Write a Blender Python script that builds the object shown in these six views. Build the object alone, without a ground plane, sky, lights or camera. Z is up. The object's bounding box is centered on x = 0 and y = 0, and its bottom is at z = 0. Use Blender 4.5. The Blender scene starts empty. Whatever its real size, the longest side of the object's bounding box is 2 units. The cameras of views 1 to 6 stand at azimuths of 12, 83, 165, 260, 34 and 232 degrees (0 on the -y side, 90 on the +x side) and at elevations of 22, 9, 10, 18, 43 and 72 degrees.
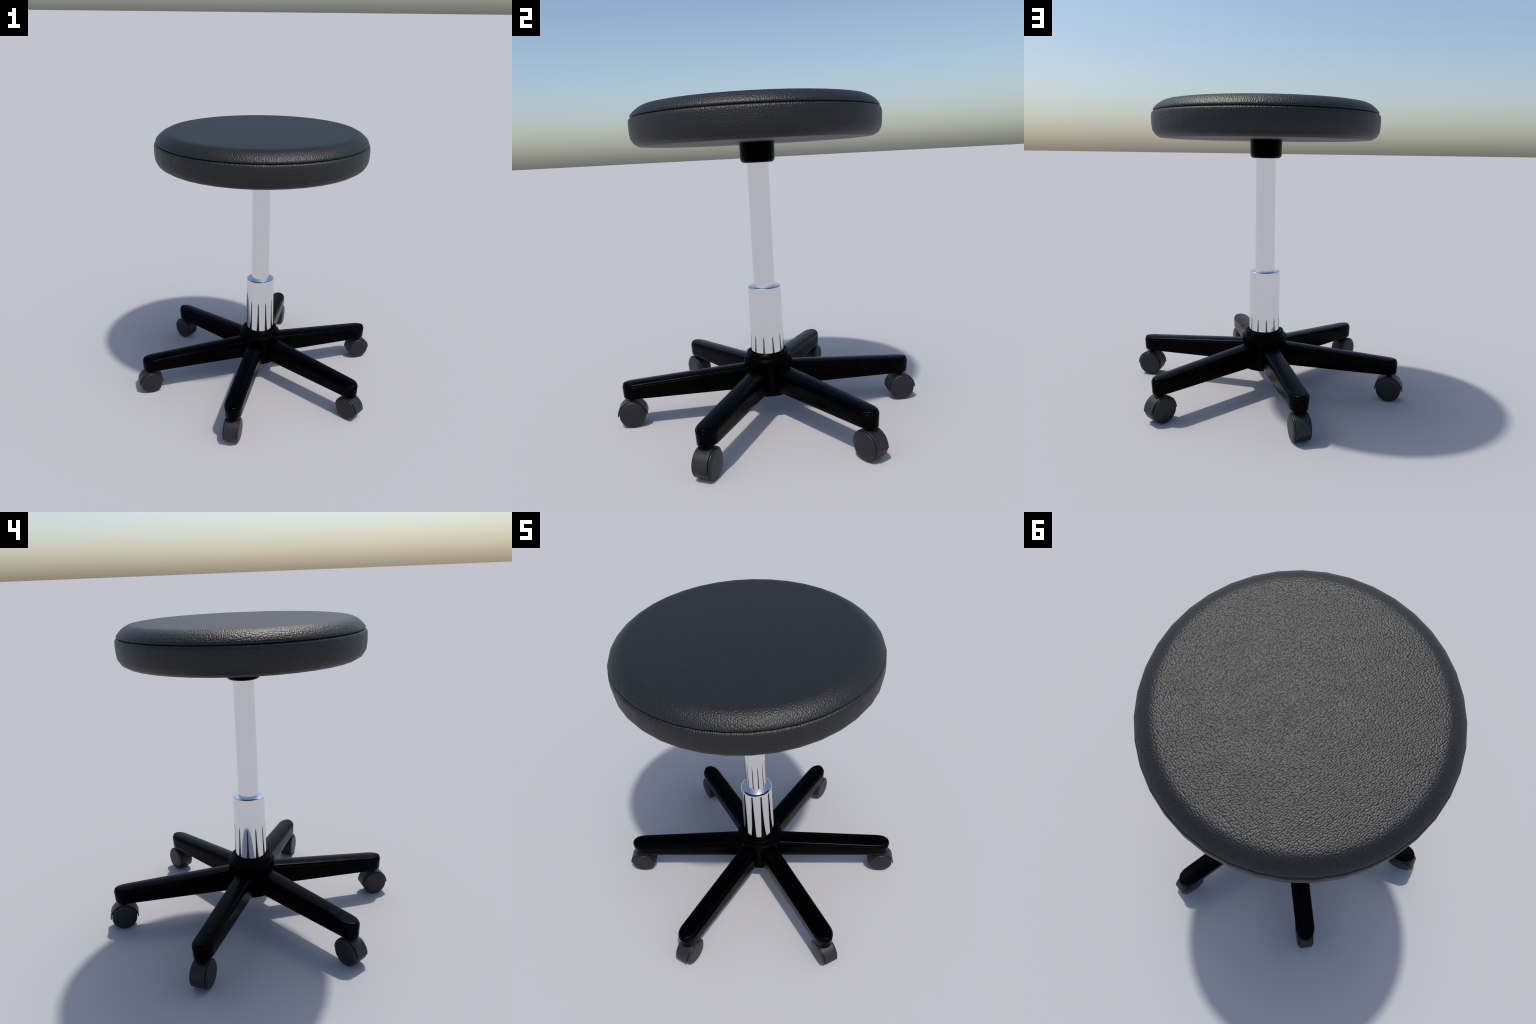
"""Round black-leather swivel stool on a chromed gas lift with a six-legged castor base."""
import bpy, bmesh, math
from math import sin, cos, pi, radians, sqrt
from mathutils import Matrix

AXIS_X = 0.0033          # the column and seat stand a hair off the base's centre
SEAT_SIDES = 39          # the cushion is a visibly faceted ring


# ------------------------------------------------------------------ materials
def new_material(name):
    m = bpy.data.materials.new(name)
    m.use_nodes = True
    nt = m.node_tree
    return m, nt, nt.nodes["Principled BSDF"]


def node(nt, kind, **inputs):
    n = nt.nodes.new(kind)
    for k, v in inputs.items():
        n.inputs[k.replace("_", " ")].default_value = v
    return n


def ramp(nt, src, stops):
    r = nt.nodes.new("ShaderNodeValToRGB")
    e = r.color_ramp.elements
    while len(e) < len(stops):
        e.new(0.5)
    for el, (p, c) in zip(e, stops):
        el.position = p
        el.color = (c, c, c, 1) if not isinstance(c, tuple) else (*c, 1)
    nt.links.new(src, r.inputs["Fac"])
    return r.outputs["Color"]


def leather(name, round_the_side):
    """Pebbled black leather. The grain lies flat on the top and wraps round the side."""
    m, nt, b = new_material(name)
    L = nt.links.new
    tc = nt.nodes.new("ShaderNodeTexCoord")

    def math(op, a, bb=None, c=None):
        n = nt.nodes.new("ShaderNodeMath"); n.operation = op
        for i, v in enumerate((a, bb, c)):
            if v is None:
                continue
            if isinstance(v, (int, float)):
                n.inputs[i].default_value = v
            else:
                L(v, n.inputs[i])
        return n.outputs[0]

    sep = nt.nodes.new("ShaderNodeSeparateXYZ")
    L(tc.outputs["Object"], sep.inputs[0])
    flat = nt.nodes.new("ShaderNodeCombineXYZ")
    if round_the_side:
        L(math("MULTIPLY", math("ARCTAN2", sep.outputs["Y"], sep.outputs["X"]), 0.76), flat.inputs["X"])
        L(math("ADD", sep.outputs["Z"], math("MULTIPLY", math("SQRT", math("ADD", math("POWER", sep.outputs["X"], 2.0),
                                             math("POWER", sep.outputs["Y"], 2.0))), 1.0)), flat.inputs["Y"])
    else:
        L(sep.outputs["X"], flat.inputs["X"]); L(sep.outputs["Y"], flat.inputs["Y"])

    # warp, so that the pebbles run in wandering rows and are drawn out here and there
    warp = node(nt, "ShaderNodeTexNoise", Scale=6.0, Detail=1.0)
    L(tc.outputs["Object"], warp.inputs["Vector"])
    sub = nt.nodes.new("ShaderNodeVectorMath"); sub.operation = "SUBTRACT"
    sub.inputs[1].default_value = (0.5, 0.5, 0.5)
    L(warp.outputs["Color"], sub.inputs[0])
    sc = nt.nodes.new("ShaderNodeVectorMath"); sc.operation = "SCALE"
    sc.inputs["Scale"].default_value = 0.028
    L(sub.outputs[0], sc.inputs[0])
    add = nt.nodes.new("ShaderNodeVectorMath"); add.operation = "ADD"
    L(flat.outputs[0], add.inputs[0]); L(sc.outputs[0], add.inputs[1])
    stretch = nt.nodes.new("ShaderNodeMapping")
    stretch.inputs["Scale"].default_value = (1.12, 0.92, 1.0)
    L(add.outputs[0], stretch.inputs["Vector"])

    v = nt.nodes.new("ShaderNodeTexVoronoi")
    v.voronoi_dimensions = "2D"
    v.feature = "SMOOTH_F1"
    v.inputs["Scale"].default_value = 95.0
    v.inputs["Smoothness"].default_value = 0.15
    v.inputs["Randomness"].default_value = 0.70
    L(stretch.outputs[0], v.inputs["Vector"])
    hump = math("SUBTRACT", 1.0, math("MULTIPLY", math("POWER", v.outputs["Distance"], 1.6), 1.7))
    fine = node(nt, "ShaderNodeTexNoise", Scale=150.0, Detail=2.0)
    L(tc.outputs["Object"], fine.inputs["Vector"])
    grain = node(nt, "ShaderNodeTexNoise", Scale=98.0, Detail=1.0)
    L(stretch.outputs[0], grain.inputs["Vector"])
    height = math("MULTIPLY_ADD", fine.outputs["Fac"], 0.30,
                  math("MULTIPLY_ADD", grain.outputs["Fac"], 0.7, math("MULTIPLY", hump, 0.85)))
    bump = node(nt, "ShaderNodeBump", Strength=0.58, Distance=0.0033 if round_the_side else 0.0026)
    L(height, bump.inputs["Height"])
    L(bump.outputs["Normal"], b.inputs["Normal"])
    L(ramp(nt, hump, [(0.2, (0.0075, 0.0077, 0.0083)), (0.9, (0.0105, 0.0105, 0.0110))]), b.inputs["Base Color"])
    b.inputs["Roughness"].default_value = 0.45
    b.inputs["Specular IOR Level"].default_value = 0.40
    return m


def chrome():
    m, nt, b = new_material("polished_chrome")
    b.inputs["Base Color"].default_value = (0.80, 0.80, 0.80, 1)
    b.inputs["Metallic"].default_value = 1.0
    b.inputs["Roughness"].default_value = 0.02
    return m


def black_plastic(name, base, rough_lo, rough_hi, scale=9.0, mottle=0.0, metallic=0.0, edge=1.0):
    m, nt, b = new_material(name)
    L = nt.links.new
    tc = nt.nodes.new("ShaderNodeTexCoord")
    n = node(nt, "ShaderNodeTexNoise", Scale=scale, Detail=5.0, Roughness=0.65)
    L(tc.outputs["Object"], n.inputs["Vector"])
    L(ramp(nt, n.outputs["Fac"], [(0.35, rough_lo), (0.7, rough_hi)]), b.inputs["Roughness"])
    b.inputs["Metallic"].default_value = metallic
    b.inputs["Specular Tint"].default_value = (edge, edge, edge, 1)
    lo = tuple(c * (1 - mottle) for c in base)
    hi = tuple(c * (1 + mottle) for c in base)
    L(ramp(nt, n.outputs["Fac"], [(0.35, lo), (0.7, hi)]), b.inputs["Base Color"])
    b.inputs["Specular IOR Level"].default_value = 0.5 if metallic else 0.36
    return m


M_LEATHER_TOP = leather("black_leather_top", False)
M_LEATHER_SIDE = leather("black_leather_side", True)
M_CHROME = chrome()
M_BASE = black_plastic("glossy_black_nylon", (0.0035, 0.0036, 0.004), 0.19, 0.36, 13.0, 0.3, 1.0, 0.70)
M_HUB = black_plastic("black_hub_nylon", (0.0030, 0.0031, 0.0034), 0.34, 0.44, 9.0, 0.3, 1.0, 0.62)
M_MOUNT = black_plastic("matt_black_steel", (0.0008, 0.0008, 0.0009), 0.34, 0.42, metallic=1.0, edge=0.85)
M_WHEEL = black_plastic("dark_grey_castor_plastic", (0.0125, 0.0125, 0.0130), 0.36, 0.46, 20.0, 0.1)
M_HOOD = black_plastic("dark_grey_hood_plastic", (0.0140, 0.0140, 0.0148), 0.40, 0.48, 20.0, 0.1)


# ------------------------------------------------------------------- helpers
def obj_from_bmesh(bm, name, mat, smooth_angle=None):
    bmesh.ops.recalc_face_normals(bm, faces=bm.faces)
    me = bpy.data.meshes.new(name)
    bm.to_mesh(me)
    bm.free()
    me.materials.append(mat)
    for p in me.polygons:
        p.use_smooth = True
    if smooth_angle is not None:
        me.set_sharp_from_angle(angle=radians(smooth_angle))
    o = bpy.data.objects.new(name, me)
    bpy.context.collection.objects.link(o)
    return o


def lathe(profile, sides, name, mat, smooth_angle=None):
    """Spin (radius, height) points about z; ends on the axis close to a point."""
    bm = bmesh.new()
    rings = []
    for r, z in profile:
        if r < 1e-6:
            rings.append([bm.verts.new((0, 0, z))])
        else:
            rings.append([bm.verts.new((r * cos(2 * pi * i / sides), r * sin(2 * pi * i / sides), z))
                          for i in range(sides)])
    for a, c in zip(rings, rings[1:]):
        for i in range(sides):
            j = (i + 1) % sides
            if len(a) == 1:
                bm.faces.new((a[0], c[i], c[j]))
            elif len(c) == 1:
                bm.faces.new((a[i], a[j], c[0]))
            else:
                bm.faces.new((a[i], a[j], c[j], c[i]))
    return obj_from_bmesh(bm, name, mat, smooth_angle)


def arc(cx, cz, r, a0, a1, n):
    return [(cx + r * cos(radians(a0 + (a1 - a0) * i / n)), cz + r * sin(radians(a0 + (a1 - a0) * i / n)))
            for i in range(n + 1)]


# ---------------------------------------------------------------------- root
stool = bpy.data.objects.new("swivel_stool", None)
bpy.context.collection.objects.link(stool)
stool["label"] = "round black leather swivel stool with chrome column and castors"
stool["category"] = "stool"


def attach(o, parent=stool):
    o.parent = parent
    return o


# ---------------------------------------------------------------------- seat
TOP_PROFILE = [(0.0, 2.0), (0.30, 2.0), (0.56, 2.0), (0.640, 2.0), (0.660, 1.9995), (0.682, 1.9960),
               (0.712, 1.9815), (0.737, 1.9620), (0.7510, 1.9460), (0.7550, 1.9400),
               (0.7560, 1.9355), (0.7545, 1.9312), (0.7505, 1.9276), (0.7440, 1.9268)]
seat = attach(lathe(TOP_PROFILE, SEAT_SIDES, "seat_cushion", M_LEATHER_TOP))
seat.location.x = AXIS_X

BAND_PROFILE = [(0.7440, 1.9258), (0.7515, 1.9262), (0.7575, 1.9235), (0.7630, 1.9185), (0.7660, 1.9110),
                (0.7672, 1.9000), (0.7675, 1.8720), (0.7665, 1.8420), (0.7615, 1.8040), (0.7445, 1.7770),
                (0.7150, 1.7590), (0.6600, 1.7550), (0.20, 1.7550), (0.0, 1.7550)]
band = attach(lathe(BAND_PROFILE, SEAT_SIDES, "seat_side_band", M_LEATHER_SIDE))
band.location.x = AXIS_X

MOUNT = ([(0.0, 1.758), (0.1085, 1.758), (0.1080, 1.6700)] + arc(0.0815, 1.6570, 0.026, 0, -90, 7)
         + [(0.0, 1.6310)])
mount = attach(lathe(MOUNT, 48, "seat_mount", M_MOUNT, 50))
mount.location.x = AXIS_X

# -------------------------------------------------------------------- column
ROD = [(0.0, 1.640), (0.0677, 1.640), (0.0677, 1.30), (0.0677, 1.00), (0.0677, 0.80)]
rod = attach(lathe(ROD, 32, "piston_rod", M_CHROME, 60))
rod.location.x = AXIS_X

TUBE = [(0.060, 0.8518), (0.0880, 0.8518), (0.0925, 0.8515), (0.0965, 0.8509), (0.1000, 0.8499), (0.1025, 0.8486),
        (0.1045, 0.8465), (0.1057, 0.8438), (0.1060, 0.8408), (0.1062, 0.62), (0.1070, 0.42), (0.1070, 0.38)]
tube = attach(lathe(TUBE, 64, "column_tube", M_CHROME, 40))
tube.location.x = AXIS_X

# ----------------------------------------------------------------------- hub
HUB = ([(0.100, 0.390), (0.1085, 0.4095), (0.1120, 0.4112), (0.1180, 0.4128), (0.1240, 0.4172)]
       + arc(0.1290, 0.4112, 0.0075, 95, 0, 6)
       + [(0.1370, 0.3990), (0.1388, 0.3925)] + arc(0.1450, 0.3915, 0.0040, 200, 265, 3)
       + arc(0.1500, 0.3785, 0.0078, 82, 0, 6)
       + [(0.1578, 0.3520), (0.1572, 0.3440), (0.1548, 0.3370), (0.1530, 0.3280), (0.1530, 0.1690)]
       + arc(0.1470, 0.1610, 0.0060, 0, -90, 4) + [(0.0, 0.155)])
hub = attach(lathe(HUB, 64, "base_hub", M_HUB, 70))
hub.location.x = AXIS_X

# ---------------------------------------------------------------------- legs
R_IN, R_BEND, R_TIP = 0.06, 0.850, 0.9465
HALF_W = 0.0630
Z_BOTTOM = 0.1905


def seam_z(r):
    return 0.3165 - (min(r, R_TIP) - 0.15) * 0.0625


def leg_outline(f, inset):
    """Plan outline at a fraction f of the width, drawn in by `inset`: straight flanks, boat-bow end."""
    w = max(HALF_W * f - inset, 0.0)
    a = max((R_TIP - R_BEND) * f - inset, 0.0)
    right = [(R_IN + (R_BEND - R_IN) * i / 14, -w) for i in range(14)]
    n = 26
    bow = []
    for i in range(n + 1):
        t = -pi / 2 + pi * i / n
        c, s = abs(cos(t)), sin(t)
        # blunt shoulders running to a faint point: half width = (1 - t^2.5)^0.56
        bow.append((R_BEND + a * c, w * math.copysign((1 - c ** 2.5) ** 0.56, s)))
    left = [(x, -y) for x, y in reversed(right)]
    return right + bow + left


def build_leg():
    bm = bmesh.new()
    layers = []

    def layer(f, inset, zfun):
        layers.append([bm.verts.new((x, y, zfun(x, y))) for x, y in leg_outline(f, inset)])

    layer(1, 0.0062, lambda x, y: Z_BOTTOM)
    layer(1, 0.0046, lambda x, y: Z_BOTTOM + 0.0003)
    layer(1, 0.0038, lambda x, y: Z_BOTTOM + 0.0014)
    for k in range(1, 5):
        layer(1, 0.0038 * (1 - k / 4),
              lambda x, y, k=k: Z_BOTTOM + 0.0014 + (seam_z(x) - 0.0015 - Z_BOTTOM - 0.0014) * k / 4)
    layer(1, 0.0006, lambda x, y: seam_z(x) - 0.0003)    # rolled lip of the flank
    layer(1, 0.0018, lambda x, y: seam_z(x) + 0.0002)
    layer(1, 0.0034, lambda x, y: seam_z(x) - 0.0004)    # fine groove under the cap
    layer(1, 0.0044, lambda x, y: seam_z(x) + 0.0008)

    def cap_z(x, y, fillet):                             # quick shoulder, then a gentle crown to a ridge
        crown = 1 - min(abs(y) / HALF_W, 1.0) ** 1.9
        return seam_z(x) + 0.0018 + fillet + (0.0092 + 0.0020 * (1 - x / R_TIP)) * crown
    wide, rise = 0.0115, 0.0095
    for k in range(7):
        t = k / 6
        layer(1, 0.0046 + wide * (1 - cos(t * pi / 2)), lambda x, y, t=t: cap_z(x, y, rise * sin(t * pi / 2)))
    for k in range(1, 9):
        f = 1 - k / 8
        layer(f, (0.0046 + wide) * f, lambda x, y: cap_z(x, y, rise))
    for a, b in zip(layers, layers[1:]):
        n = len(a)
        for i in range(n - 1):
            bm.faces.new((a[i], a[i + 1], b[i + 1], b[i]))
    lo = layers[0]
    n = len(lo)
    for i in range(n // 2):                              # flat underside
        j = n - 1 - i
        if j - 1 > i + 1:
            bm.faces.new((lo[i], lo[i + 1], lo[j - 1], lo[j]))
        elif j - 1 == i + 1:
            bm.faces.new((lo[i], lo[i + 1], lo[j]))
    bmesh.ops.remove_doubles(bm, verts=bm.verts, dist=1e-5)
    return obj_from_bmesh(bm, "leg", M_BASE, 55)


# ------------------------------------------------------------------- castors
R_C = 0.8930             # castor's distance from the centre
R_W = 0.0835             # wheel radius
HOOD_IN, HOOD_OUT = 0.0870, 0.0940
HOOD_DROP = 0.0040       # the mudguard sits a little low on the wheel
HOOD_HALF = 0.0435


def spin_y(profile, sides, a0, a1, closed, bm):
    """Sweep (radius, y) points about the local y axis, from angle a0 to a1."""
    rings = []
    steps = sides if closed else sides + 1
    for i in range(steps):
        a = a0 + (a1 - a0) * i / sides
        ring = []
        for r, y in profile:
            ring.append(bm.verts.new((r * cos(a), y, r * sin(a))))
        rings.append(ring)
    for i in range(sides):
        a, b = rings[i], rings[(i + 1) % len(rings)]
        for k in range(len(profile) - 1):
            bm.faces.new((a[k], a[k + 1], b[k + 1], b[k]))
    return rings


def build_hood():
    """Half-round mudguard shell, open below, with softened long edges."""
    bm = bmesh.new()
    h, e = HOOD_HALF, 0.0022
    prof = [(HOOD_IN, -h), (HOOD_OUT - e, -h), (HOOD_OUT - 0.3 * e, -h + 0.3 * e), (HOOD_OUT, -h + e),
            (HOOD_OUT, -h + 1.6 * e), (HOOD_OUT, 0), (HOOD_OUT, h - 1.6 * e), (HOOD_OUT, h - e), (HOOD_OUT - 0.3 * e, h - 0.3 * e), (HOOD_OUT - e, h), (HOOD_IN, h),
            (HOOD_IN, -h)]
    rings = spin_y(prof, 40, radians(-1), radians(181), False, bm)
    for ring in (rings[0], rings[-1]):
        bm.faces.new(ring[:-1])
    bmesh.ops.remove_doubles(bm, verts=bm.verts, dist=1e-6)
    return obj_from_bmesh(bm, "castor", M_HOOD, 45)


def build_wheel():
    """Roller with bevelled caps that stand out on both sides of the hood."""
    bm = bmesh.new()
    half = [(R_W, 0.0), (R_W, 0.0412), (R_W - 0.0006, 0.0422), (R_W - 0.0034, 0.0428), (R_W - 0.0034, 0.0456),
            (R_W - 0.0016, 0.0464), (R_W - 0.0008, 0.0472), (R_W - 0.0008, 0.0490), (R_W - 0.0018, 0.0508),
            (R_W - 0.0036, 0.0524), (R_W - 0.0100, 0.0550), (R_W - 0.0165, 0.0566),
            (R_W - 0.0225, 0.0573), (R_W - 0.0245, 0.0574), (0.0, 0.0574)]
    prof = [(r, -y) for r, y in reversed(half)] + half[1:]
    spin_y(prof, 48, 0, 2 * pi, True, bm)
    bmesh.ops.remove_doubles(bm, verts=bm.verts, dist=1e-6)
    return obj_from_bmesh(bm, "wheel", M_WHEEL, 40)


proto_leg, proto_hood, proto_wheel = build_leg(), build_hood(), build_wheel()
proto_stem = lathe([(0.0, 0.200), (0.015, 0.200), (0.015, 0.180), (0.020, 0.176), (0.020, 0.150), (0.0, 0.150)],
                   32, "castor_stem", M_BASE, 40)

for k in range(6):
    ang = radians(30.3 + 60 * k)
    if k == 0:
        leg, hood, wheel, stem = proto_leg, proto_hood, proto_wheel, proto_stem
    else:
        leg, hood, wheel, stem = proto_leg.copy(), proto_hood.copy(), proto_wheel.copy(), proto_stem.copy()
        for o in (leg, hood, wheel, stem):
            bpy.context.collection.objects.link(o)
    attach(leg)
    leg.rotation_euler.z = ang
    attach(hood)
    hood.location = (R_C * cos(ang), R_C * sin(ang), R_W - HOOD_DROP)
    hood.rotation_euler.z = ang
    wheel.parent = hood
    wheel.location = (0, 0, HOOD_DROP)
    stem.parent = hood
    stem.location = (0, 0, HOOD_DROP - R_W)
